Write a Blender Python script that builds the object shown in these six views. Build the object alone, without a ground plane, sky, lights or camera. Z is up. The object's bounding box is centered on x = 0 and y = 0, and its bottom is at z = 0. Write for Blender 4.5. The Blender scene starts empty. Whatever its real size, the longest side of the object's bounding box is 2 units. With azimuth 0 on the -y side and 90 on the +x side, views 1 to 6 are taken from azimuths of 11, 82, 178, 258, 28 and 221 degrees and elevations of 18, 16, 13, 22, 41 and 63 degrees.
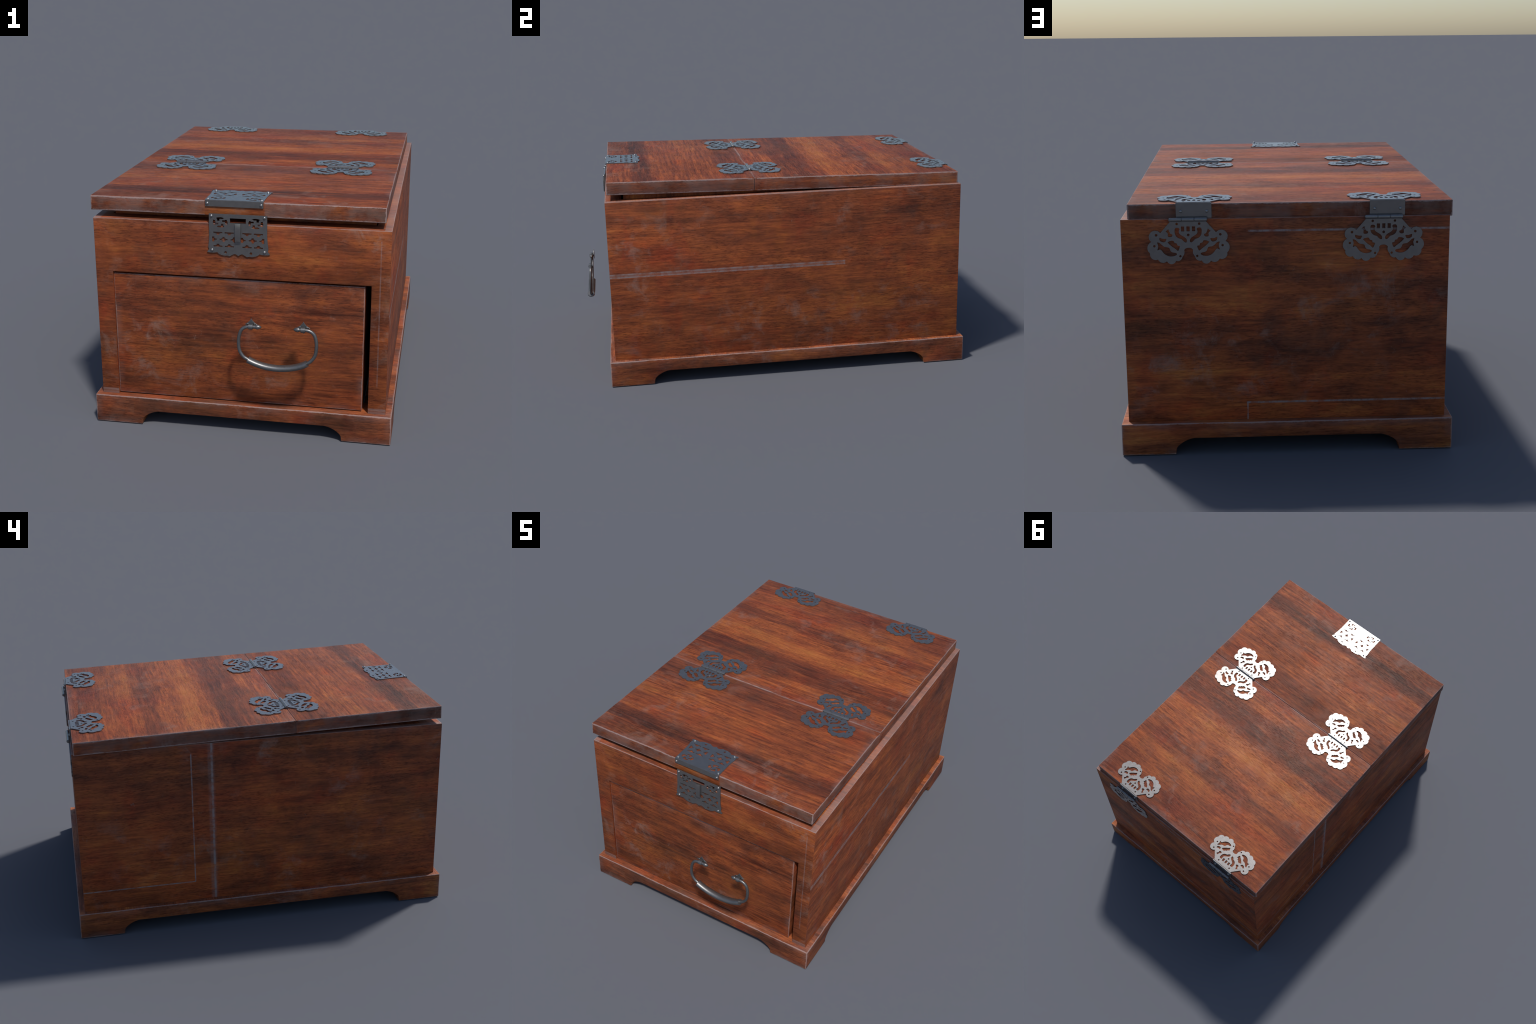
import bpy, bmesh, math, random
from mathutils import Vector, Matrix

random.seed(7)
COL = bpy.context.scene.collection

# ------------------------------------------------------------------ sizes
BODY_X, BODY_Y0, BODY_Y1 = 0.6488, -0.8668, 0.9700     # carcass half width, front, back
BODY_Z0, BODY_Z1 = 0.133, 0.9738
WALL_X, WALL_Y = 0.0665, 0.0815
BASE_X, BASE_Y0, BASE_Y1, BASE_H = 0.6763, -0.8935, 1.0000, 0.1345
OPEN_X, OPEN_Z = 0.5705, 0.7295                      # drawer opening
LID_X, LID_D, LID_T = 0.6412, 1.8180, 0.0658         # lid half width, depth, thickness
LID_SHIFT, LID_BACK, LID_TOP = -0.0190, 0.9625, 1.0331
LID_TILT = math.atan2(0.0375, 1.8140)                # lid stands slightly open
SEAM = 1.0710                                        # fold line of the lid, from its back edge
LID_M = Matrix.Translation((LID_SHIFT, LID_BACK, LID_TOP)) @ Matrix.Rotation(-LID_TILT, 4, 'X')


# ------------------------------------------------------------------ node helper
class Graph:
    def __init__(self, name):
        self.mat = bpy.data.materials.new(name)
        self.mat.use_nodes = True
        self.t = self.mat.node_tree
        self.t.nodes.clear()
        self.out = self.t.nodes.new('ShaderNodeOutputMaterial')

    def put(self, sock, v):
        if isinstance(v, bpy.types.NodeSocket):
            self.t.links.new(v, sock)
        elif v is not None:
            if hasattr(sock, 'default_value'):
                if sock.type == 'RGBA' and len(v) == 3:
                    v = (*v, 1.0)
                sock.default_value = v

    def n(self, kind, props=None, **ins):
        nd = self.t.nodes.new(kind)
        for k, v in (props or {}).items():
            setattr(nd, k, v)
        for k, v in ins.items():
            self.put(nd.inputs[k.replace('_', ' ')], v)
        return nd

    def m(self, op, a, b=None, c=None, clamp=False):
        nd = self.t.nodes.new('ShaderNodeMath')
        nd.operation = op
        nd.use_clamp = clamp
        for i, v in enumerate((a, b, c)):
            if v is not None:
                self.put(nd.inputs[i], v)
        return nd.outputs[0]

    def step(self, v, lo, hi, a=0.0, b=1.0):
        nd = self.n('ShaderNodeMapRange', {'interpolation_type': 'SMOOTHSTEP'})
        for i, x in enumerate((v, lo, hi, a, b)):
            self.put(nd.inputs[i], x)
        return nd.outputs[0]

    def mix(self, f, a, b, blend='MIX'):
        nd = self.n('ShaderNodeMix', {'data_type': 'RGBA', 'blend_type': blend})
        self.put(nd.inputs[0], f)
        self.put(nd.inputs[6], a)
        self.put(nd.inputs[7], b)
        return nd.outputs[2]

    def ramp(self, f, stops, interp='LINEAR'):
        nd = self.n('ShaderNodeValToRGB')
        cr = nd.color_ramp
        cr.interpolation = interp
        while len(cr.elements) < len(stops):
            cr.elements.new(0.5)
        for e, (p, c) in zip(cr.elements, stops):
            e.position = p
            e.color = (*c, 1.0) if not isinstance(c, (int, float)) else (c, c, c, 1.0)
        self.put(nd.inputs[0], f)
        return nd.outputs[0]

    def xyz(self, x, y, z):
        nd = self.n('ShaderNodeCombineXYZ')
        for i, v in enumerate((x, y, z)):
            self.put(nd.inputs[i], v)
        return nd.outputs[0]

    def noise(self, vec, scale, detail=3.0, rough=0.55, dist=0.0):
        nd = self.n('ShaderNodeTexNoise', Vector=vec, Scale=scale, Detail=detail,
                    Roughness=rough, Distortion=dist)
        return nd.outputs[0]


# ------------------------------------------------------------------ materials
def wood(name, grain, across, tones, half=None, bands=None, lines=(), strips=(), seed=0.0,
         figure=0.5, dust=1.0, edge=1.0, bright=1.0, patchy=0.5, edge_width=0.006, clean=None, rim_only=False, stain=1.0, haze=0.0, streak=0.38, seam=0):
    """Stained hardwood. grain/across: object axes (0..2) along and across the fibre.
    tones: dark, middle, light, warm colours; bands: (position, tone) stops across the board;
    half: half sizes of the board (object origin at its centre) for worn edges;
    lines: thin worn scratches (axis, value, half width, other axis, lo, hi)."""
    g = Graph(name)
    obj = g.n('ShaderNodeTexCoord').outputs['Object']
    sep = g.n('ShaderNodeSeparateXYZ', Vector=obj).outputs
    depth = 3 - grain - across
    u = g.m('ADD', sep[grain], seed)
    v = g.m('ADD', sep[across], seed * 1.7)
    w = g.m('ADD', sep[depth], seed * 0.6)
    P = g.xyz(u, v, w)
    # wander of the fibres
    wob = g.noise(g.xyz(g.m('MULTIPLY', u, 1.6), g.m('MULTIPLY', v, 3.0), w), 1.0, 2.0)
    vw = g.m('ADD', v, g.m('MULTIPLY', g.m('SUBTRACT', wob, 0.5), 0.05))
    # broad colour bands
    broad = g.noise(g.xyz(g.m('MULTIPLY', u, 0.9), g.m('MULTIPLY', vw, 7.0), w), 1.0, 4.0, 0.6)
    tone = g.m('ADD', g.m('MULTIPLY', g.m('SUBTRACT', broad, 0.5), 1.3 + figure), 0.5)
    if bands:
        lo, hi = bands[0][0], bands[-1][0]
        wv = g.m('ADD', sep[across], g.m('MULTIPLY', g.m('SUBTRACT', wob, 0.5), 0.035))
        f = g.m('DIVIDE', g.m('SUBTRACT', wv, lo), hi - lo, clamp=True)
        b = g.ramp(f, [((p - lo) / (hi - lo), t) for p, t in bands], 'EASE')
        tone = g.m('ADD', g.m('MULTIPLY', b, 0.70), g.m('MULTIPLY', tone, 0.30))
    # streaks of growth rings, long and thin
    ring = g.noise(g.xyz(g.m('MULTIPLY', u, 2.2), g.m('MULTIPLY', vw, 42.0), g.m('MULTIPLY', w, 6)),
                   1.0, 4.0, 0.62)
    tone = g.m('ADD', tone, g.m('MULTIPLY', g.m('SUBTRACT', ring, 0.5), 1.8 * figure + 0.10))
    # blotches of stain
    blot = g.noise(g.xyz(g.m('MULTIPLY', u, 4.5), g.m('MULTIPLY', v, 8.0), w), 1.0, 5.0, 0.65, 0.4)
    tone = g.m('ADD', tone, g.m('MULTIPLY', g.m('SUBTRACT', blot, 0.5), 2.6 * patchy))
    fleck = g.noise(g.xyz(g.m('MULTIPLY', u, 15.0), g.m('MULTIPLY', vw, 85.0), g.m('MULTIPLY', w, 20)), 1.0, 4.0, 0.65)
    tone = g.m('ADD', tone, g.m('MULTIPLY', g.m('SUBTRACT', fleck, 0.5), 0.46))
    dark, mid, light, warm = [tuple(c * bright for c in t) for t in tones]
    col = g.ramp(tone, [(0.0, dark), (0.24, tuple(0.55 * a + 0.45 * b for a, b in zip(dark, mid))),
                        (0.48, mid), (0.70, light), (1.0, warm)])
    # olive and red drifts of hue
    hue = g.noise(g.xyz(g.m('MULTIPLY', u, 2.5), g.m('MULTIPLY', v, 5.0), g.m('ADD', w, 9.0)), 1.0, 3.0, 0.6)
    col = g.mix(g.step(hue, 0.52, 0.72, 0.0, 0.55), col, g.mix(1.0, col, (1.12, 0.72, 0.66), 'MULTIPLY'))
    col = g.mix(g.step(hue, 0.46, 0.28, 0.0, 0.45), col, g.mix(1.0, col, (0.90, 1.12, 0.92), 'MULTIPLY'))
    # wiped stain: soft upright patches, wine red, grey brown and ochre
    wp = g.noise(g.xyz(g.m('MULTIPLY', u, 7.5), g.m('MULTIPLY', v, 4.5), g.m('ADD', w, 3.0)), 1.0, 4.0, 0.62, 0.3)
    wq = g.noise(g.xyz(g.m('MULTIPLY', u, 6.0), g.m('MULTIPLY', v, 5.0), g.m('ADD', w, 21.0)), 1.0, 4.0, 0.62, 0.3)
    col = g.mix(g.step(wp, 0.54, 0.68, 0.0, 0.50 * stain), col, g.mix(1.0, col, (1.06, 0.74, 0.76), 'MULTIPLY'))
    col = g.mix(g.step(wp, 0.44, 0.32, 0.0, 0.60 * stain), col, g.mix(1.0, col, (1.10, 1.16, 0.90), 'MULTIPLY'))
    col = g.mix(g.step(wq, 0.55, 0.70, 0.0, 0.36 * stain), col, g.mix(0.5, g.mix(1.0, col, (0.62, 0.72, 0.85), 'MULTIPLY'), (0.085, 0.055, 0.042)))
    # fine pores: short dark dashes along the fibre
    pore = g.noise(g.xyz(g.m('MULTIPLY', u, 42.0), g.m('MULTIPLY', vw, 270.0), g.m('MULTIPLY', w, 270.0)),
                   1.0, 2.0, 0.5)
    pmask = g.noise(g.xyz(g.m('MULTIPLY', u, 3.0), g.m('MULTIPLY', v, 9.0), w), 1.0, 2.0)
    pf = g.m('MULTIPLY', g.step(pore, 0.50, 0.66), g.step(pmask, 0.35, 0.6, 0.32, 0.78))
    col = g.mix(pf, col, g.mix(1.0, col, (0.52, 0.46, 0.48), 'MULTIPLY'))
    # sharp dark streaks, and a few bright ones between them
    st = g.noise(g.xyz(g.m('MULTIPLY', u, 5.0), g.m('MULTIPLY', vw, 84.0), g.m('MULTIPLY', w, 14)), 1.0, 3.0, 0.6)
    sk = g.step(g.noise(g.xyz(g.m('MULTIPLY', u, 1.6), g.m('MULTIPLY', v, 6.0), g.m('ADD', w, 5.0)), 1.0, 2.0),
                0.42, 0.62, 0.15, 1.0)
    col = g.mix(g.m('MULTIPLY', g.m('MULTIPLY', g.step(st, 0.545, 0.60), sk), 0.8 * streak),
                col, g.mix(1.0, col, (0.50, 0.42, 0.44), 'MULTIPLY'))
    col = g.mix(g.m('MULTIPLY', g.m('MULTIPLY', g.step(st, 0.43, 0.37), sk), 0.6 * streak),
                col, g.mix(1.0, col, (1.35, 1.22, 1.05), 'MULTIPLY'))
    fib = g.noise(g.xyz(g.m('MULTIPLY', u, 9.0), g.m('MULTIPLY', vw, 120.0), g.m('MULTIPLY', w, 120.0)),
                  1.0, 3.0, 0.6)
    col = g.mix(1.0, col, g.ramp(fib, [(0.25, 0.68), (0.5, 1.0), (0.75, 1.34)]), 'MULTIPLY')
    # pale dust in rubbed smears
    pale = (0.27, 0.185, 0.155)
    d1 = g.noise(P, 8.0, 7.0, 0.70, 0.5)
    d2 = g.noise(P, 2.6, 2.0, 0.5)
    dm = g.m('MULTIPLY', g.step(d1, 0.50, 0.70), g.step(d2, 0.40, 0.62))
    scr = g.noise(g.xyz(g.m('MULTIPLY', u, 40.0), g.m('MULTIPLY', v, 30.0), w), 1.0, 6.0, 0.78, 2.0)
    sm = g.m('MULTIPLY', g.step(scr, 0.59, 0.72), g.step(d1, 0.42, 0.60))
    col = g.mix(g.m('MULTIPLY', g.m('ADD', g.m('MULTIPLY', dm, 0.32), g.m('MULTIPLY', sm, 0.38)), dust, clamp=True),
                col, pale)
    if haze:
        hz = g.m('MULTIPLY', g.step(g.noise(P, 9.0, 4.0, 0.6), 0.36, 0.62), haze)
        if clean:
            hz = g.m('MULTIPLY', hz, g.step(g.m('ABSOLUTE', g.m('SUBTRACT', sep[0], clean[0])), clean[1], clean[1] + 0.004))
        col = g.mix(hz, col, (0.185, 0.125, 0.105))
    # worn edges of the board
    if half:
        q = [g.m('SUBTRACT', h, g.m('ABSOLUTE', s)) for h, s in zip(half, sep)]
        lo = g.m('MINIMUM', q[0], q[1])
        hi = g.m('MAXIMUM', q[0], q[1])
        med = g.m('MAXIMUM', lo, g.m('MINIMUM', hi, q[2]))
        if rim_only:
            med = g.m('MAXIMUM', g.m('SUBTRACT', half[2], sep[2]), lo)
        jit = g.noise(P, 60.0, 4.0, 0.75)
        jit2 = g.noise(P, 7.0, 2.0, 0.6)
        wid = g.m('MAXIMUM', g.m('MULTIPLY', g.m('SUBTRACT', g.m('ADD', g.m('MULTIPLY', jit, 2.2), g.m('MULTIPLY', jit2, 1.8)), 1.15), edge_width), 0.0005)
        em = g.m('SUBTRACT', 1.0, g.m('DIVIDE', med, wid), clamp=True)
        em = g.m('MULTIPLY', g.step(em, 0.0, 0.6), 0.75 * edge)
        soft = g.m('MULTIPLY', g.step(med, 0.040, 0.0), g.m('MULTIPLY', g.step(jit2, 0.40, 0.66), 0.38 * edge))
        if seam:                                       # the fold is only faintly rubbed
            sm2 = g.step(g.m('SUBTRACT', half[1], g.m('MULTIPLY', sep[1], seam)), 0.008, 0.014, 0.0, 1.0)
            br = g.step(g.noise(P, 5.0, 4.0, 0.7), 0.40, 0.62, 0.05, 0.80)
            mid = g.step(g.m('ABSOLUTE', sep[0]), 0.60, 0.30, 0.25, 1.0)
            em = g.m('MULTIPLY', em, g.m('MAXIMUM', sm2, g.m('MULTIPLY', br, mid)))
            soft = g.m('MULTIPLY', soft, g.m('MAXIMUM', sm2, 0.5))
            rub = g.m('MULTIPLY', g.step(med, 0.0078, 0.0040), g.m('SUBTRACT', 1.0, sm2))
            em = g.m('MAXIMUM', em, g.m('MULTIPLY', g.m('MULTIPLY', rub, br), g.m('MULTIPLY', mid, 0.70)))
        if clean:
            k = g.m('MULTIPLY', g.step(g.m('ABSOLUTE', g.m('SUBTRACT', sep[0], clean[0])), clean[1], clean[1] + 0.004),
                    1.0)
            em = g.m('MULTIPLY', em, k)
            soft = g.m('MULTIPLY', soft, k)
        col = g.mix(soft, col, (0.20, 0.135, 0.125))
        col = g.mix(em, col, (0.36, 0.265, 0.245))
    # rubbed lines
    for ax, val, hw, bx, lo, hi, *amt in lines:
        mm = g.step(g.m('ABSOLUTE', g.m('SUBTRACT', sep[ax], val)), hw, hw * 0.35)
        mm = g.m('MULTIPLY', mm, g.step(sep[bx], lo - 0.004, lo + 0.004))
        mm = g.m('MULTIPLY', mm, g.step(sep[bx], hi + 0.004, hi - 0.004))
        mm = g.m('MULTIPLY', mm, g.step(g.noise(P, 30.0, 5.0, 0.7), 0.34, 0.62, 0.22, 0.90))
        if amt:
            mm = g.m('MULTIPLY', mm, amt[0])
        col = g.mix(mm, col, (0.27, 0.22, 0.215))
    for ax, lo, hi, amount in strips:
        mm = g.m('MULTIPLY', g.step(sep[ax], lo - 0.002, lo + 0.002), g.step(sep[ax], hi + 0.003, hi - 0.003))
        col = g.mix(g.m('MULTIPLY', mm, amount), col, (0.30, 0.22, 0.20))
    rough = g.m('ADD', g.m('MULTIPLY', pf, 0.12), g.step(d1, 0.3, 0.75, 0.50, 0.66))
    bmp = g.n('ShaderNodeBump', Strength=0.22, Distance=0.002,
              Height=g.m('SUBTRACT', g.m('MULTIPLY', fib, 0.6), pf))
    bs = g.n('ShaderNodeBsdfPrincipled', Base_Color=col, Roughness=rough, Normal=bmp.outputs[0])
    bs.inputs['Specular IOR Level'].default_value = 0.22
    g.t.links.new(bs.outputs[0], g.out.inputs[0])
    return g.mat


def iron(name, base, rough, grain=0.10):
    g = Graph(name)
    obj = g.n('ShaderNodeTexCoord').outputs['Object']
    n1 = g.noise(obj, 30.0, 4.0, 0.65)
    n2 = g.noise(obj, 260.0, 3.0, 0.7)
    n3 = g.n('ShaderNodeTexNoise', Vector=g.n('ShaderNodeMapping', Vector=obj, Scale=(8, 70, 8)).outputs[0],
             Scale=5.0, Detail=3.0).outputs[0]
    f = g.m('ADD', g.m('MULTIPLY', n1, 0.5), g.m('MULTIPLY', n2, 0.5))
    col = g.ramp(f, [(0.3, tuple(c * 0.80 for c in base)), (0.5, base), (0.72, tuple(c * 1.18 for c in base))])
    r = g.m('ADD', rough - grain * 0.5, g.m('MULTIPLY', g.m('ADD', g.m('MULTIPLY', n2, 0.5), g.m('MULTIPLY', n3, 0.5)), grain))
    bmp = g.n('ShaderNodeBump', Strength=0.035, Distance=0.0006, Height=g.m('ADD', n2, n3))
    bs = g.n('ShaderNodeBsdfPrincipled', Base_Color=col, Roughness=r, Metallic=0.78, Normal=bmp.outputs[0])
    g.t.links.new(bs.outputs[0], g.out.inputs[0])
    return g.mat


# ------------------------------------------------------------------ object helpers
def empty(name, parent=None):
    o = bpy.data.objects.new(name, None)
    COL.objects.link(o)
    o.parent = parent
    return o


def obj_from_bm(name, bm, mat, parent, M=None):
    me = bpy.data.meshes.new(name)
    bm.to_mesh(me)
    bm.free()
    return place(name, me, mat, parent, M)


def place(name, me, mat, parent, M=None):
    o = bpy.data.objects.new(name, me)
    COL.objects.link(o)
    if mat and not me.materials:
        me.materials.append(mat)
    o.parent = parent
    if M is not None:
        # parents carry no transform of their own except those set through `place`
        o.matrix_basis = (parent_world(parent).inverted() @ M) if parent else M
    o['_w'] = 1
    return o


def parent_world(p):
    M = Matrix.Identity(4)
    while p is not None:
        M = p.matrix_basis @ M
        p = p.parent
    return M


def add_box(bm, lo, hi):
    c = [(a + b) / 2 for a, b in zip(lo, hi)]
    s = [b - a for a, b in zip(lo, hi)]
    return bmesh.ops.create_cube(bm, size=1.0, matrix=Matrix.Translation(c) @ Matrix.Diagonal((*s, 1.0)))


def box_obj(name, lo, hi):
    bm = bmesh.new()
    add_box(bm, lo, hi)
    me = bpy.data.meshes.new(name)
    bm.to_mesh(me)
    bm.free()
    o = bpy.data.objects.new(name, me)
    COL.objects.link(o)
    return o


def bake(o):
    """Mesh of an object with its modifiers applied."""
    dg = bpy.context.evaluated_depsgraph_get()
    dg.update()
    return bpy.data.meshes.new_from_object(o.evaluated_get(dg), depsgraph=dg)


def carve(solid, cutters, bevel=0.002, seg=2, outer=0.0):
    if outer:
        b = solid.modifiers.new('outer', 'BEVEL')
        b.width, b.segments = outer, 3
    for c in cutters:
        m = solid.modifiers.new('cut', 'BOOLEAN')
        m.operation = 'DIFFERENCE'
        m.solver = 'EXACT'
        m.object = c
    if bevel:
        b = solid.modifiers.new('bevel', 'BEVEL')
        b.width = bevel
        b.segments = seg
        b.limit_method = 'ANGLE'
        b.angle_limit = math.radians(40)
    me = bake(solid)
    for o in [solid] + list(cutters):
        bpy.data.objects.remove(o)
    return me


def smooth(me, angle=35):
    me.polygons.foreach_set('use_smooth', [True] * len(me.polygons))
    me.set_sharp_from_angle(angle=math.radians(angle))


def slots_by_normal(me, mats, pick):
    for m in mats:
        me.materials.append(m)
    for p in me.polygons:
        p.material_index = pick(p.normal, p.center)


def recentre(me, c):
    me.transform(Matrix.Translation(-Vector(c)))
    return Matrix.Translation(c)


# ------------------------------------------------------------------ plate outlines (millimetres)
def arc3(a, m, b, n=8):
    """Points on the circle through a, m, b, without the last one."""
    ax, ay = a; bx, by = m; cx, cy = b
    d = 2 * (ax * (by - cy) + bx * (cy - ay) + cx * (ay - by))
    ux = ((ax*ax+ay*ay)*(by-cy) + (bx*bx+by*by)*(cy-ay) + (cx*cx+cy*cy)*(ay-by)) / d
    uy = ((ax*ax+ay*ay)*(cx-bx) + (bx*bx+by*by)*(ax-cx) + (cx*cx+cy*cy)*(bx-ax)) / d
    t0, t1, t2 = (math.atan2(p[1]-uy, p[0]-ux) for p in (a, m, b))
    r = math.hypot(ax-ux, ay-uy)
    ccw = ((t1 - t0) % math.tau) < ((t2 - t0) % math.tau)
    span = (t2 - t0) % math.tau if ccw else -((t0 - t2) % math.tau)
    return [(ux + r*math.cos(t0 + span*i/n), uy + r*math.sin(t0 + span*i/n)) for i in range(n)]


def catmull(pts, n=4, closed=True):
    out = []
    k = len(pts)
    for i in range(k if closed else k - 1):
        idx = [(i-1) % k, i, (i+1) % k, (i+2) % k] if closed else \
              [max(i-1, 0), i, i+1, min(i+2, k-1)]
        p0, p1, p2, p3 = (pts[j] for j in idx)
        for s in range(n):
            t = s / n
            out.append(tuple(0.5*(2*b + (c-a)*t + (2*a-5*b+4*c-d)*t*t + (3*b-a-3*c+d)*t**3)
                             for a, b, c, d in zip(p0, p1, p2, p3)))
    if not closed:
        out.append(tuple(pts[-1]))
    return out


def circle(c, r, n=14, ry=None):
    return [(c[0] + r*math.cos(math.tau*i/n), c[1] + (ry or r)*math.sin(math.tau*i/n)) for i in range(n)]


def mirror(loop):
    return [(-x, y) for x, y in reversed(loop)]


def plate_mesh(name, loops, thick, bevel=0.0013, scale=0.001):
    """Sheet metal cut to the first loop and pierced by the others; local z = 0 is its underside."""
    cu = bpy.data.curves.new(name, 'CURVE')
    cu.dimensions = '2D'
    cu.fill_mode = 'BOTH'
    cu.extrude = thick / 2
    for lp in loops:
        sp = cu.splines.new('POLY')
        sp.points.add(len(lp) - 1)
        for p, (x, y) in zip(sp.points, lp):
            p.co = (x * scale, y * scale, 0, 1)
        sp.use_cyclic_u = True
    o = bpy.data.objects.new(name, cu)
    COL.objects.link(o)
    me = bake(o)
    bpy.data.objects.remove(o)
    bpy.data.curves.remove(cu)
    me.transform(Matrix.Translation((0, 0, thick / 2)))
    bm = bmesh.new()
    bm.from_mesh(me)
    bmesh.ops.remove_doubles(bm, verts=bm.verts, dist=1e-5)
    bmesh.ops.recalc_face_normals(bm, faces=bm.faces)
    bmesh.ops.dissolve_limit(bm, angle_limit=0.01, verts=bm.verts, edges=bm.edges)
    bm.to_mesh(me)
    bm.free()
    o = bpy.data.objects.new(name, me)
    COL.objects.link(o)
    b = o.modifiers.new('bevel', 'BEVEL')
    b.width, b.segments, b.limit_method, b.angle_limit = bevel, 3, 'ANGLE', math.radians(60)
    out = bake(o)
    bpy.data.objects.remove(o)
    out.polygons.foreach_set('use_smooth', [False] * len(out.polygons))
    return out


def hinge_leaf_loops():
    """Butterfly-wing hinge leaf: x along the pin, y away from it, pierced with fret slots."""
    lobes = [((108.7, 52.5), (149, 52.0)), ((145.5, 88), (161.5, 111)), ((151.5, 133.8), (145, 155)),
             ((121, 158.7), (107.5, 171.5)), ((86.5, 166.3), (68.5, 178.5)), ((50.6, 165.4), (35, 164)),
             ((24.6, 148.1), (16.8, 134)), ((17.6, 122), (10.5, 115.2))]
    half = [(70.5, 2.0), (70.5, 9.0)]
    for i, (a, m) in enumerate(lobes):
        b = lobes[i+1][0] if i + 1 < len(lobes) else (0.0, 113.6)
        half += arc3(a, m, b, 7)
    outline = half + mirror(half)
    holes = []
    for c, r in (((44.0, 17.3), 5.0), ((125.5, 61.1), 5.2), ((133.7, 104.7), 4.8), ((33.0, 146.5), 4.6)):
        holes.append(circle(c, r))
    S = [(33.7, 38.3), (37, 34), (43.4, 32.6), (49.7, 34.2), (52.8, 40.8), (52.4, 53.8), (49, 64.6),
         (42.4, 72), (33.8, 76.2), (26.3, 78.3), (21.9, 83.6), (16.4, 89), (11.1, 91.7), (6.9, 89.9),
         (5.5, 84.5), (8.3, 76.9), (15.9, 69.4), (26.7, 63.1), (34.3, 56.7), (36.6, 50.3), (36.3, 44.8)]
    bone = [(77.2, 37.5), (88, 46.8), (82.2, 51), (79.3, 56.4), (80.8, 64), (78.6, 68.3), (71.1, 69.7),
            (63.8, 67), (61.4, 60.9), (64, 57.9), (69.3, 56.2), (73.8, 47.6)]
    bean = [(86.4, 77.1), (90.1, 75.7), (97.5, 76.2), (105, 74.2), (112.5, 72.1), (113, 78.7),
            (110.1, 85.1), (101.5, 88.7), (93, 89.2), (88.4, 84.8)]
    comb = [(58, 85.3), (63.3, 83.7), (73.9, 85.6), (81.9, 90.1), (73.6, 99.8), (62.7, 109.4), (51.9, 116.8),
            (46.4, 122.2), (42.1, 125), (38.5, 122.1), (36, 114.4), (33.6, 106.1), (38.3, 104.6), (43.7, 103.6),
            (44.9, 96), (49.3, 93.9), (54.6, 92.9)]
    fish = [(122.7, 90.8), (116.3, 90.7), (109.9, 94.3), (101.2, 103.5), (92.5, 108.8), (81.8, 110.1),
            (75.3, 114), (71.9, 123.7), (65.4, 130.2), (54.7, 132.2), (48.2, 134.7), (47, 139.7), (53.3, 144.2),
            (66, 147), (78.8, 145.7), (91.8, 139.4), (100.5, 130.8), (107.1, 121.1), (113.6, 117.9), (121, 121.7),
            (121.7, 118), (119.1, 109.3), (119.3, 100.5)]
    for lp in (S, bean, fish):
        holes.append(catmull(lp, 2))
    holes += [bone, comb]
    holes += [mirror(h) for h in holes]
    for cx in (-21.3, 0.0, 21.3):
        holes.append([(cx-6.3, 27.8), (cx+6.3, 27.8), (cx+6.3, 47.2), (cx-6.3, 47.2)])
    holes.append(circle((0, 62), 5.4))
    return [outline] + holes


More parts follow.
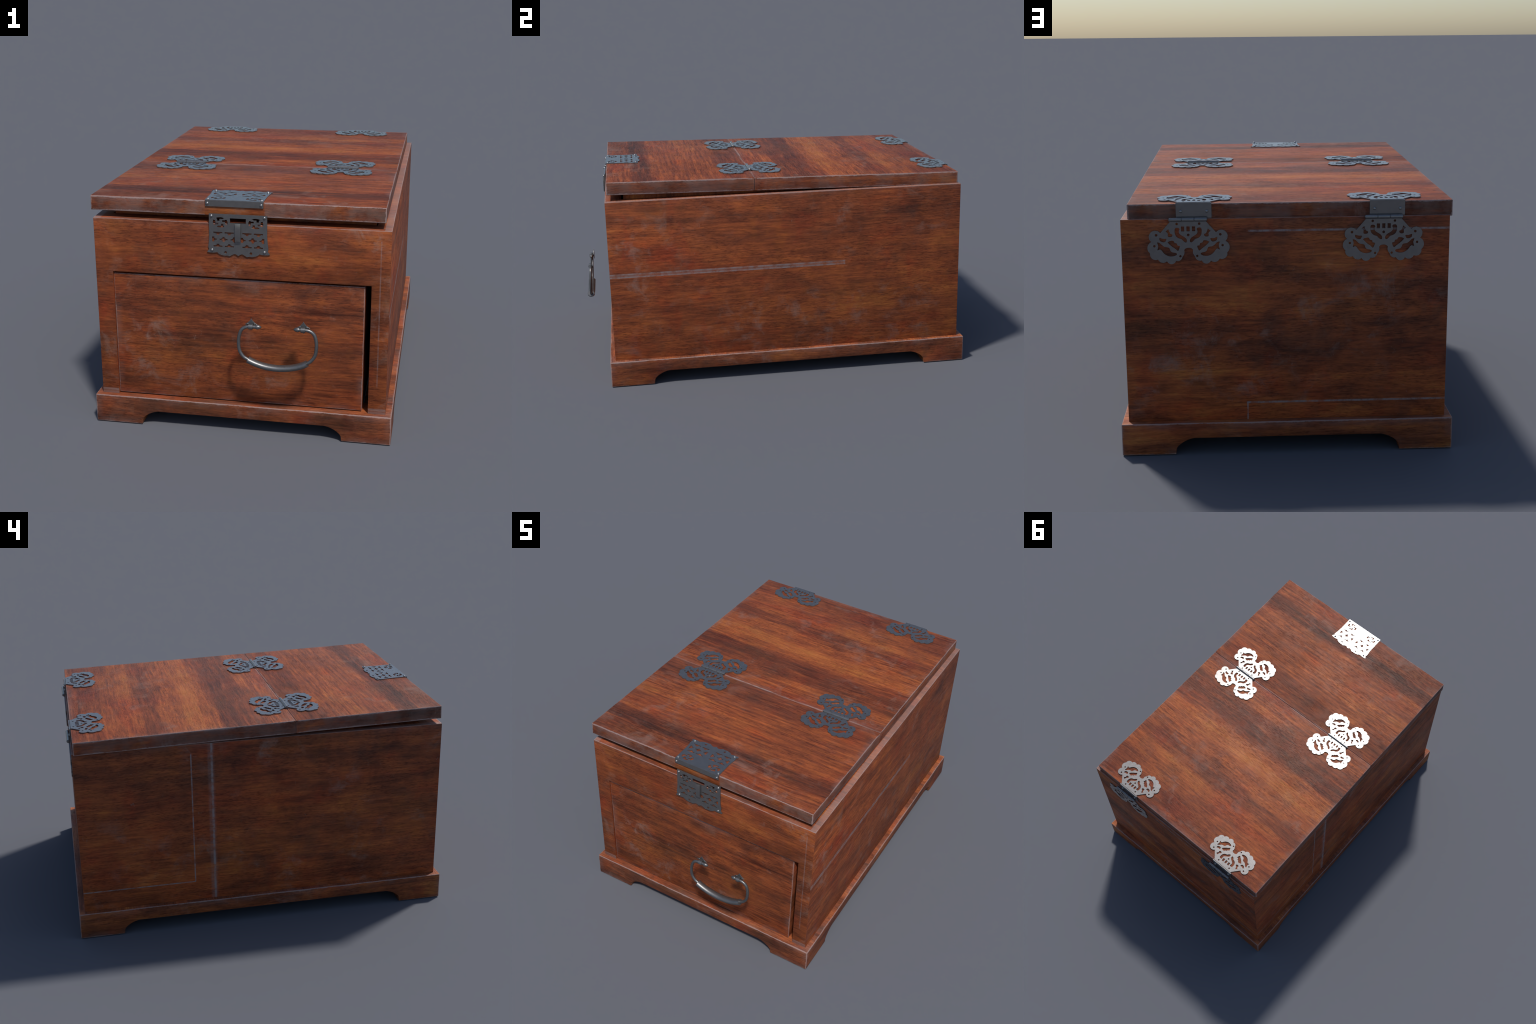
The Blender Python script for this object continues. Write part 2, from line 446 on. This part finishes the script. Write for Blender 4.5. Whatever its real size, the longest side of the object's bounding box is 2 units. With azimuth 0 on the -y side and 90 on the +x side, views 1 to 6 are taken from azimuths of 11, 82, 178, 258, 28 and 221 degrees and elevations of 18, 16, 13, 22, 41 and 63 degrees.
def lock_plate_loops(slot):
    """Latch plate: x across, y down from the top edge; fretwork of stepped crosses and medallions."""
    edge = [(126, 0), (126, 92)] + catmull([(126, 92), (127.5, 120), (131, 148), (127.6, 158)], 3, False)[1:] + \
        catmull([(137.2, 171), (126, 173.5), (110, 174), (92, 171)], 3, False) + \
        catmull([(92, 171), (86, 176.5), (74, 182), (58, 185), (48, 184), (38, 186), (29, 181), (17, 175.5),
                 (8, 178), (0, 184)], 3, False)[1:-1]
    loops = [edge + mirror(edge)]

    def sym(h):
        loops.append(h)
        loops.append(mirror(h))

    def steps(cx, y, sgn):           # bar with a stepped nub
        h = [(-19.5, 0), (19.5, 0), (20.0, 5.6), (10.0, 5.6), (9.5, 8.4), (5.2, 8.4), (5.6, 13.2),
             (-5.6, 13.2), (-5.2, 8.4), (-9.5, 8.4), (-10.0, 5.6), (-20.0, 5.6)]
        sym([(cx + a, y + sgn * b) for a, b in h])
    for cx in (38.5, 88.2):
        steps(cx, 79.5, 1)
        steps(cx, 146.0, -1)

    def arrow(x0, d):                # stepped half cross
        h = [(0, -11.5), (9.5, -11.5), (9.5, -5.5), (13.5, -5.5), (13.5, -2.6), (20.5, -2.6), (20.5, 2.6),
             (13.5, 2.6), (13.5, 5.5), (9.5, 5.5), (9.5, 11.5), (0, 11.5)]
        sym([(x0 + d * a, 112.5 + b) for a, b in h])
    arrow(12.5, 1)
    arrow(113.5, -1)
    q = [(17.3, 2.6), (9.0, 2.6), (9.0, 6.0), (4.6, 6.0), (4.6, 11.5)]
    q = q + [(-x, y) for x, y in reversed(q)]
    q = q + [(-x, -y) for x, y in q]
    sym([(63.3 + x, 112.5 + y) for x, y in q])
    sym(circle((55.5, 169.5), 5.8))
    # medallions: four curved windows, each with an arm reaching inwards (pinwheel)
    for k in range(4):
        a0 = math.tau * k / 4 - 0.56
        seg = [(math.cos(a0 + i*0.19), math.sin(a0 + i*0.19)) for i in range(7)]
        am = a0 + 0.56
        e1, e2 = (math.cos(am), math.sin(am)), (-math.sin(am), math.cos(am))
        inner = [(0.64, 0.48), (0.64, 0.42), (0.26, 0.42), (0.26, 0.10), (0.64, 0.10), (0.64, -0.30), (0.80, -0.46)]
        lp = seg + [(a*e1[0] + b*e2[0], a*e1[1] + b*e2[1]) for a, b in inner]
        sym([(77.0 + 32.5*x, 37.0 + 23.0*y) for x, y in lp])
    if slot:
        loops.append([(-34.5, 17), (34.5, 17), (34.5, 38.5), (-34.5, 38.5)])
    return loops


# ------------------------------------------------------------------ round things
def dome_mesh(name, r, h):
    bm = bmesh.new()
    bmesh.ops.create_uvsphere(bm, u_segments=16, v_segments=10, radius=1.0)
    bmesh.ops.delete(bm, geom=[v for v in bm.verts if v.co.z < -0.15], context='VERTS')
    bm.transform(Matrix.Diagonal((r, r, h, 1)))
    me = bpy.data.meshes.new(name)
    bm.to_mesh(me)
    bm.free()
    smooth(me, 60)
    return me


def lathe_x(bm, prof, n=20, M=Matrix.Identity(4)):
    """Revolve (x, r) profile about x."""
    rings = []
    for x, r in prof:
        rings.append([bm.verts.new(M @ Vector((x, r*math.cos(math.tau*i/n), r*math.sin(math.tau*i/n))))
                      for i in range(n)])
    for a, b in zip(rings, rings[1:]):
        for i in range(n):
            bm.faces.new((a[i], b[i], b[(i+1) % n], a[(i+1) % n]))
    bm.faces.new(rings[0])
    bm.faces.new(list(reversed(rings[-1])))
    bmesh.ops.recalc_face_normals(bm, faces=bm.faces)


def sweep(bm, path, ry, rz, n=18):
    """Tube along a path in the xz plane; ry across it (y), rz in its plane."""
    rings = []
    for i, p in enumerate(path):
        a = Vector(path[max(i-1, 0)]); b = Vector(path[min(i+1, len(path)-1)])
        t = (b - a).normalized()
        nrm = Vector((-t.z, 0, t.x))
        rings.append([bm.verts.new(Vector(p) + Vector((0, ry*math.cos(math.tau*k/n), 0)) + nrm*rz*math.sin(math.tau*k/n))
                      for k in range(n)])
    for a, b in zip(rings, rings[1:]):
        for k in range(n):
            bm.faces.new((a[k], b[k], b[(k+1) % n], a[(k+1) % n]))
    bm.faces.new(rings[0])
    bm.faces.new(list(reversed(rings[-1])))
    bmesh.ops.recalc_face_normals(bm, faces=bm.faces)


def pin_mesh(name, length, r):
    """Hinge barrel of three knuckles on a pin."""
    bm = bmesh.new()
    third = length / 3
    for i in range(3):
        a = -length/2 + i*third + (0.0004 if i else 0)
        b = -length/2 + (i+1)*third - (0.0004 if i < 2 else 0)
        lathe_x(bm, [(a, r-0.0012), (a+0.001, r), (b-0.001, r), (b, r-0.0012)], 24)
    lathe_x(bm, [(-length/2-0.0015, r*0.5), (-length/2-0.0004, r*0.62), (length/2+0.0004, r*0.62),
                 (length/2+0.0015, r*0.5)], 16)
    me = bpy.data.meshes.new(name)
    bm.to_mesh(me)
    bm.free()
    smooth(me, 40)
    return me


# ================================================================== materials
LIDT = [(0.052, 0.020, 0.014), (0.180, 0.046, 0.019), (0.295, 0.077, 0.024), (0.390, 0.125, 0.033)]
BODYT = [(0.084, 0.026, 0.014), (0.240, 0.061, 0.0215), (0.335, 0.088, 0.026), (0.430, 0.137, 0.035)]
BASET = [(0.075, 0.027, 0.015), (0.190, 0.053, 0.021), (0.275, 0.080, 0.026), (0.370, 0.125, 0.034)]

BODY_C = (0.0, (BODY_Y0 + BODY_Y1) / 2, (BODY_Z0 + BODY_Z1) / 2)
cy, cz = BODY_C[1], BODY_C[2]
side_bands = [(z - cz, t) for z, t in ((0.13, .55), (0.22, .45), (0.33, .60), (0.45, .58), (0.56, .50),
                                       (0.66, .48), (0.76, .46), (0.83, .42), (0.865, .18), (0.90, .42), (0.975, .36))]
body_half = (BODY_X, (BODY_Y1 - BODY_Y0) / 2, (BODY_Z1 - BODY_Z0) / 2)
wood_right = wood('wood_right', 1, 2, BODYT, half=body_half, rim_only=True, edge=0.5, edge_width=0.004, bands=side_bands, seed=3.1, dust=1.3,
                  figure=0.30, lines=((2, 0.589-cz, 0.014, 1, -2, 0.352-cy, 0.45), (2, 0.597-cz, 0.005, 1, -2, 0.352-cy, 0.7),
                                      (2, 0.581-cz, 0.005, 1, -2, 0.352-cy, 0.8)))
wood_left = wood('wood_left', 1, 2, BODYT, half=body_half, rim_only=True, edge=0.5, edge_width=0.004, bands=side_bands, seed=11.7, dust=1.6,
                 figure=0.30, lines=((1, 0.308-cy, 0.0075, 2, -2, 2), (1, 0.312-cy, 0.022, 2, -2, 2, 0.35), (1, 0.409-cy, 0.0045, 2, 0.237-cz, 0.925-cz),
                                     (2, 0.237-cz, 0.0045, 1, 0.409-cy, 2)))
wood_front = wood('wood_front', 0, 2, BODYT, half=body_half, rim_only=True, edge=0.35, edge_width=0.004, seed=5.3, figure=0.20,
                  patchy=0.5, dust=1.5, bright=0.84, lines=((0, 0.607, 0.004, 2, 0.26-cz, 0.93-cz, 0.35),), strips=((2, 0.12-cz, 0.160-cz, 0.30), (2, 0.150-cz, 0.159-cz, 0.35), (2, 0.128-cz, 0.143-cz, 0.35)))
wood_back = wood('wood_back', 0, 2, BODYT, half=body_half, rim_only=True, edge=0.4, edge_width=0.004, seed=17.9, figure=0.25, dust=1.5,
                 patchy=0.6, lines=((2, 0.922-cz, 0.006, 0, -2, 0.15), (2, 0.208-cz, 0.006, 0, -2, 0.165),
                                    (0, 0.162, 0.004, 2, -2, 0.208-cz)))
wood_rim = wood('wood_rim', 0, 1, BODYT, half=body_half, rim_only=True, edge=0.8, seed=23.0, figure=0.4, bright=1.1,
                strips=((0, 0.618, 0.66, 0.45), (0, -0.66, -0.618, 0.45)))

base_half = (BASE_X, (BASE_Y1 - BASE_Y0) / 2, BASE_H / 2)
wood_base_x = wood('wood_base_front', 0, 2, BASET, half=base_half, edge=0.75, edge_width=0.007, seed=31.0, figure=0.3)
wood_base_y = wood('wood_base_side', 1, 2, BASET, half=base_half, edge=0.75, edge_width=0.007, seed=37.0, figure=0.3)
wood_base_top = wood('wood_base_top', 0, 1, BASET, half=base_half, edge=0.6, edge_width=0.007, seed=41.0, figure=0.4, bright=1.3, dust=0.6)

# tone of the lid boards from front (y = -0.85) to back, shared by both leaves
TONE = [(-0.87, .48), (-0.745, .54), (-0.715, .12), (-0.645, .18), (-0.620, .56), (-0.42, .66), (-0.27, .60),
        (-0.235, .40), (-0.11, .42), (-0.09, .62), (0.03, .60), (0.06, .32), (0.13, .36), (0.15, .12), (0.215, .18),
        (0.24, .58), (0.33, .84), (0.42, .70), (0.50, .66), (0.53, .40), (0.60, .44), (0.62, .70), (0.80, .60),
        (0.88, .46), (0.98, .50)]


def lid_leaf(name, y0, y1, seed, seam, clean=None):
    c = Vector((0, (y0 + y1) / 2, -LID_T / 2))
    half = (LID_X, (y1 - y0) / 2, LID_T / 2)
    gy = LID_BACK + c.y
    bands = [(y - gy, t) for y, t in TONE if y0 - 0.05 < y - LID_BACK < y1 + 0.05]
    top = wood('wood_' + name, 0, 1, LIDT, half=half, bands=bands, seed=seed, figure=0.40, edge=0.7, edge_width=0.0045,
               patchy=0.25, stain=0.65, streak=0.75, seam=seam)
    rimx = wood('wood_edge_' + name, 0, 2, LIDT, half=half, seed=seed + 2, figure=0.3, edge=1.0, edge_width=0.009,
                dust=1.3, clean=clean, bright=0.80, haze=0.48)
    rimy = wood('wood_end_' + name, 1, 2, LIDT, half=half, seed=seed + 4, figure=0.3, edge=1.0, edge_width=0.009,
                dust=1.2, bright=1.0, haze=0.40, seam=seam)
    o = box_obj(name, (-LID_X, y0, -LID_T), (LID_X, y1, 0))
    me = carve(o, [], 0.0036, 3)
    recentre(me, c)
    slots_by_normal(me, [top, rimx, rimy],
                    lambda n, p: 0 if abs(n.z) > 0.7 else (1 if abs(n.y) > abs(n.x) else 2))
    smooth(me)
    return place(name, me, None, chest, LID_M @ Matrix.Translation(c))


# ================================================================== the chest
chest = empty('wooden_chest')
chest['label'] = 'reddish brown wooden chest with drawer and pierced iron hinges'
chest['category'] = 'wooden chest'

# ---- plinth with bracket feet
def cutter(axis, half_len, lo, hi, centre):
    """Arch under a rail: short upright, then a cove up to a flat soffit; pushed through along `axis`."""
    w0, w1, h0, h1 = half_len, half_len - 0.078, 0.022, 0.0695
    side = [(w0 + 0.003, -0.02), (w0 - 0.001, h0)]
    for i in range(1, 9):
        a = math.pi / 2 * i / 8
        side.append((w1 + (w0 - 0.001 - w1) * math.cos(a) ** 1.3, h0 + (h1 - h0) * math.sin(a) ** 1.3))
    prof = side + [(-x, z) for x, z in reversed(side)]
    bm = bmesh.new()
    ends = []
    for d in (lo, hi):
        ends.append([bm.verts.new((centre + x, d, z) if axis == 1 else (d, centre + x, z)) for x, z in prof])
    k = len(prof)
    for i in range(k):
        bm.faces.new((ends[0][i], ends[0][(i+1) % k], ends[1][(i+1) % k], ends[1][i]))
    bm.faces.new(ends[0])
    bm.faces.new(list(reversed(ends[1])))
    bmesh.ops.recalc_face_normals(bm, faces=bm.faces)
    me = bpy.data.meshes.new('arch')
    bm.to_mesh(me)
    bm.free()
    o = bpy.data.objects.new('arch', me)
    COL.objects.link(o)
    return o


base_solid = box_obj('base', (-BASE_X, BASE_Y0, 0), (BASE_X, BASE_Y1, BASE_H))
base_cy = (BASE_Y0 + BASE_Y1) / 2
RAIL = 0.13
base_me = carve(base_solid, [
    box_obj('hollow', (-BASE_X + RAIL, BASE_Y0 + RAIL, -0.05), (BASE_X - RAIL, BASE_Y1 - RAIL, BASE_H + 0.05)),
    cutter(1, 0.4575, -2, 2, 0.0), cutter(0, 0.7250, -2, 2, 0.0555)], 0.0018, 2, outer=0.0042)
M = recentre(base_me, (0, base_cy, BASE_H / 2))
slots_by_normal(base_me, [wood_base_x, wood_base_y, wood_base_top],
                lambda n, p: 2 if abs(n.z) > 0.75 else (0 if abs(n.y) > abs(n.x) else 1))
smooth(base_me)
place('base', base_me, None, chest, M)

# ---- carcass: four walls, open top, opening for the drawer
body_solid = box_obj('body', (-BODY_X, BODY_Y0, BODY_Z0), (BODY_X, BODY_Y1, BODY_Z1))
body_me = carve(body_solid, [
    box_obj('cavity', (-BODY_X + WALL_X, BODY_Y0 + WALL_Y, 0), (BODY_X - WALL_X, BODY_Y1 - WALL_Y, 2)),
    box_obj('opening', (-OPEN_X, BODY_Y0 - 1, 0), (OPEN_X, BODY_Y0 + WALL_Y + 0.01, OPEN_Z))], 0.0022, 2)
M = recentre(body_me, BODY_C)


def body_slot(n, p):
    if abs(n.z) > 0.75:
        return 4
    if abs(n.x) > abs(n.y):
        return 0 if p.x > 0 else 1
    return 2 if p.y < 0 else 3


slots_by_normal(body_me, [wood_right, wood_left, wood_front, wood_back, wood_rim], body_slot)
smooth(body_me)
place('body', body_me, None, chest, M)

# shelf that closes the upper compartment above the drawer
shelf = carve(box_obj('compartment_floor', (-BODY_X + WALL_X - 0.004, BODY_Y0 + WALL_Y - 0.004, 0.734),
                      (BODY_X - WALL_X + 0.004, BODY_Y1 - WALL_Y + 0.004, 0.752)), [], 0)
M = recentre(shelf, (0, cy, 0.743))
place('compartment_floor', shelf, wood_rim, chest, M)

# ---- drawer, pushed to the left of its opening and a little way in
DW, DH, DD = 1.1145, 0.5805, 1.45
DZ = 0.1395
dr = box_obj('drawer', (-DW/2, 0, 0), (DW/2, DD, DH))
drawer_me = carve(dr, [box_obj('hollow', (-DW/2 + 0.025, 0.045, 0.03), (DW/2 - 0.025, DD - 0.03, DH + 0.1))], 0.0035, 3)
recentre(drawer_me, (0, DD/2, DH/2))
dhalf = (DW/2, DD/2, DH/2)
dbands = [(z - DZ - DH/2, t) for z, t in ((0.14, .46), (0.25, .40), (0.33, .52), (0.42, .42), (0.50, .52),
                                          (0.555, .30), (0.60, .22), (0.635, .55), (0.665, .25), (0.70, .40), (0.72, .5))]
wood_drawer = wood('wood_drawer', 0, 2, BODYT, half=dhalf, bands=dbands, seed=47.0, figure=0.32, edge=0.7,
                   edge_width=0.006, dust=1.7, bright=0.82, streak=0.9)
wood_drawer_side = wood('wood_drawer_side', 1, 2, BODYT, half=dhalf, seed=53.0, figure=0.3, edge=0.5, bright=1.1)
slots_by_normal(drawer_me, [wood_drawer, wood_drawer_side],
                lambda n, p: 1 if abs(n.x) > 0.7 else 0)
smooth(drawer_me)
yaw = math.radians(0.04)
M = Matrix.Translation((-0.0135, -0.8575, DZ)) @ Matrix.Rotation(yaw, 4, 'Z') @ Matrix.Translation((0, DD/2, DH/2))
place('drawer', drawer_me, None, chest, M)

# ---- lid: two leaves folding on the middle hinges
lid_leaf('lid_panel', -SEAM + 0.0004, 0.0, 61.0, -1)
lid_leaf('lid_panel.001', -LID_D, -SEAM - 0.0004, 71.3, 1, clean=(0.0, 0.128))

# frame under the lid that drops into the carcass
lip_y = (BODY_Y0 + WALL_Y + 0.0125, BODY_Y1 - WALL_Y - 0.0155)
lip_x = BODY_X - WALL_X - 0.005
lip_me = carve(box_obj('lid_lip', (-lip_x, lip_y[0], 0.915), (lip_x, lip_y[1], 0.999)),
               [box_obj('hollow', (-lip_x + 0.03, lip_y[0] + 0.03, 0.5), (lip_x - 0.03, lip_y[1] - 0.03, 2))], 0.002)
for v in lip_me.vertices:                              # its top follows the tilt of the lid
    if v.co.z > 0.95:
        v.co.z = LID_TOP - LID_T + 0.004 + (LID_BACK - v.co.y) * math.tan(LID_TILT)
M = recentre(lip_me, (0, cy, 0.96))
place('lid_lip', lip_me, wood_rim, chest, M)

# ================================================================== iron fittings
iron_plate = iron('iron_plate', (0.222, 0.214, 0.212), 0.235)
iron_stud = iron('iron_stud', (0.30, 0.295, 0.295), 0.20, 0.06)  # base colour lightened above the plates to bring out the rivets' sun glints
iron_bright = iron('iron_polished', (0.165, 0.163, 0.164), 0.40, 0.14)

PT = 0.0054                                           # sheet thickness
leaf_me = plate_mesh('hinge_leaf', hinge_leaf_loops(), PT)
leaf_me.materials.append(iron_plate)
small = leaf_me.copy()
small.transform(Matrix.Diagonal((0.925, 0.922, 1, 1)))
PIN_L, PIN_R = 0.149, 0.0084
pin_me = pin_mesh('hinge_pin', PIN_L, PIN_R)
pin_me.materials.append(iron_plate)
rivet_me = dome_mesh('rivet', 0.0064, 0.0060)
rivet_me.materials.append(iron_stud)
flange_me = plate_mesh('flange', [[(-70, 0), (70, 0), (70, 62), (-70, 62)]], PT)
flange_me.materials.append(iron_plate)


def frame(origin, ex, ey):
    ex, ey = Vector(ex).normalized(), Vector(ey).normalized()
    ez = ex.cross(ey)
    R = Matrix((ex, ey, ez)).transposed().to_4x4()
    return Matrix.Translation(origin) @ R


HX_BODY, HX_LID = 0.3848, 0.3807
for sx in (-1, 1):
    # middle hinge of the lid: two leaves spread like a butterfly
    Mp = LID_M @ Matrix.Translation((sx * HX_LID, -SEAM, 0))
    h = place('lid_hinge', pin_me, None, chest, Mp @ Matrix.Translation((0, 0, 0.0062)))
    place('hinge_leaf', small, None, h, Mp @ frame((0, 0, 0.0006), (1, 0, 0), (0, 1, 0)))
    place('hinge_leaf', small, None, h, Mp @ frame((0, 0, 0.0006), (-1, 0, 0), (0, -1, 0)))
    # rear hinge: pin and lower leaf on the back of the body
    Mb = Matrix.Translation((sx * HX_BODY, BODY_Y1, 0.9722))
    h = place('rear_hinge', pin_me, None, chest, Mb @ Matrix.Translation((0, 0.0075, 0)))
    place('hinge_leaf', leaf_me, None, h, Mb @ frame((0, 0.0003, 0), (1, 0, 0), (0, 0, -1)) )
    # upper leaf folded over the back edge of the lid
    Ml = LID_M @ Matrix.Translation((sx * HX_LID, 0, 0))
    place('hinge_leaf', small, None, h, Ml @ frame((0, 0.0005, 0.0004), (-1, 0, 0), (0, -1, 0)))
    fl = place('hinge_flange', flange_me, None, h, Ml @ frame((0, 0.0004, 0.0044), (1, 0, 0), (0, 0, -1)))
    for rx in (-1, 1):
        place('rivet', rivet_me, None, h,
              Ml @ frame((rx * 0.0508, 0.0004 + PT, -0.0300), (-1, 0, 0), (0, 0, 1)))

# ---- latch plate on the front, rising above the rim of the body
latch_me = plate_mesh('latch_plate', lock_plate_loops(True), PT)
latch_me.materials.append(iron_plate)
strike_me = plate_mesh('strike_plate', lock_plate_loops(False), PT)
strike_me.materials.append(iron_plate)
srivet = dome_mesh('rivet', 0.0068, 0.0066)
srivet.materials.append(iron_stud)

ML = Matrix.Translation((-0.001, BODY_Y0, 1.0172))
latch = place('latch_plate', latch_me, None, chest, ML @ frame((0, -0.0003, 0), (-1, 0, 0), (0, 0, -1)))
tongue = carve(box_obj('latch_tongue', (-0.0125, -0.0098, -0.082), (0.0125, 0.0, 0)), [], 0.0015, 2)
smooth(tongue)
place('latch_tongue', tongue, iron_plate, latch, ML @ Matrix.Translation((0, -PT - 0.0002, -0.0365)))
for x, z in ((-0.1150, -0.009), (0.1150, -0.009), (-0.1145, -0.161), (0.1145, -0.161)):
    place('rivet', srivet, None, latch, ML @ frame((x, -PT - 0.0003, z), (1, 0, 0), (0, 0, 1)))

# ---- strike plate folded over the front edge of the lid
MS = LID_M @ Matrix.Translation((0, -LID_D, 0))
strike = place('strike_plate', strike_me, None, chest, MS @ frame((0, -0.0042, -0.0010), (1, 0, 0), (0, 1, 0)))
lip_me = plate_mesh('strike_lip', [[(-126, 0), (126, 0), (126, 29), (-126, 29)]], PT)
lip_me.materials.append(iron_plate)
place('strike_lip', lip_me, None, strike, MS @ frame((0, -0.0003, 0.0036), (-1, 0, 0), (0, 0, -1)))
for x in (-0.1165, 0.1165):
    place('rivet', srivet, None, strike, MS @ frame((x, -PT - 0.0003, -0.0115), (1, 0, 0), (0, 0, 1)))
    for y in (0.0085, 0.160):
        place('rivet', srivet, None, strike, MS @ frame((x, y, PT - 0.0010), (1, 0, 0), (0, 1, 0)))

# ---- drop handle standing proud of the drawer
HY = -0.9765
rod = catmull([(0.0985, 0.5565), (0.068, 0.556), (0.051, 0.5535), (0.0365, 0.5445), (0.0270, 0.528), (0.0200, 0.494),
               (0.0230, 0.448), (0.0385, 0.4195), (0.0600, 0.4045), (0.095, 0.389), (0.138, 0.3775), (0.187, 0.3730),
               (0.236, 0.3770), (0.280, 0.388), (0.3150, 0.4050), (0.3355, 0.4215), (0.3505, 0.450), (0.3540, 0.495),
               (0.3470, 0.530), (0.3370, 0.5455), (0.3225, 0.5540), (0.306, 0.5565), (0.2760, 0.5570)], 5, False)


def handle_y(z):                                       # it leans out a little towards the bottom
    return HY + 0.004 - 0.0085 * (0.556 - z) / 0.18


rod3 = [(0.186 + (x - 0.187) * 1.007, handle_y(z), 0.4635 + (z - 0.465) * 0.984) for x, z in rod]
bm = bmesh.new()
sweep(bm, rod3, 0.0076, 0.0076)
handle_me = bpy.data.meshes.new('drawer_handle')
bm.to_mesh(handle_me)
bm.free()
smooth(handle_me, 50)
handle = place('drawer_handle', handle_me, iron_bright, chest, Matrix.Identity(4))

i0 = min(range(len(rod3)), key=lambda i: abs(rod3[i][0] - 0.060) + (9 if rod3[i][2] > 0.45 else 0))
i1 = min(range(len(rod3)), key=lambda i: abs(rod3[i][0] - 0.3150) + (9 if rod3[i][2] > 0.45 else 0))
bm = bmesh.new()
sweep(bm, [(x, y - 0.0012, z) for x, y, z in rod3[i0:i1+1]], 0.0188, 0.0140, 24)
grip = obj_from_bm('handle_grip', bm, iron_bright, handle)
smooth(grip.data, 50)

fin_me = bpy.data.meshes.new('handle_finial')
bm = bmesh.new()
lathe_x(bm, [(0, 0.0070), (0.001, 0.0095), (0.004, 0.0104), (0.0085, 0.0106), (0.014, 0.0098), (0.019, 0.0075),
             (0.0225, 0.0048), (0.0255, 0.0012)], 20)
bm.to_mesh(fin_me)
bm.free()
smooth(fin_me, 50)
fin_me.materials.append(iron_bright)

esc_loop = []
tips = [(29, 0), (0, 28.5), (-29, 0), (0, -28.5)]
for i in range(4):
    a, b = tips[i], tips[(i + 1) % 4]
    m = ((a[0] + b[0]) * 0.5 * 0.80, (a[1] + b[1]) * 0.5 * 0.80)
    esc_loop += arc3(a, m, b, 8)
esc_me = plate_mesh('escutcheon', [esc_loop], 0.0034)
esc_me.materials.append(iron_bright)
bm = bmesh.new()
lathe_x(bm, [(-0.0098, 0.0108), (-0.0090, 0.0118), (0.0090, 0.0118), (0.0098, 0.0108)], 24)
r = add_box(bm, (-0.0085, 0.004, -0.008), (0.0085, 0.0148, 0.008))
ring_me = bpy.data.meshes.new('handle_knuckle')
bm.to_mesh(ring_me)
bm.free()
smooth(ring_me, 40)
ring_me.materials.append(iron_bright)
tiny = dome_mesh('rivet', 0.0042, 0.0034)
tiny.materials.append(iron_bright)
for s in (-1, 1):
    ex, ez = 0.1832 + s * 0.1125, 0.5590
    place('handle_knuckle', ring_me, None, handle, Matrix.Translation((ex, HY + 0.004, 0.5536)))
    place('escutcheon', esc_me, None, handle, frame((ex, HY + 0.0188, ez), (1, 0, 0), (0, 0, 1)))
    for rx in (-1, 1):
        place('rivet', tiny, None, handle, frame((ex + rx * 0.0150, HY + 0.0156, ez + 0.002), (1, 0, 0), (0, 0, 1)))
    fx = 0.186 + s * 0.0942
    place('handle_finial', fin_me, None, handle,
          Matrix.Translation((fx, HY + 0.004, 0.5540)) @ Matrix.Rotation(math.pi if s > 0 else 0, 4, 'Z'))

for o in bpy.data.objects:
    if '_w' in o:
        del o['_w']
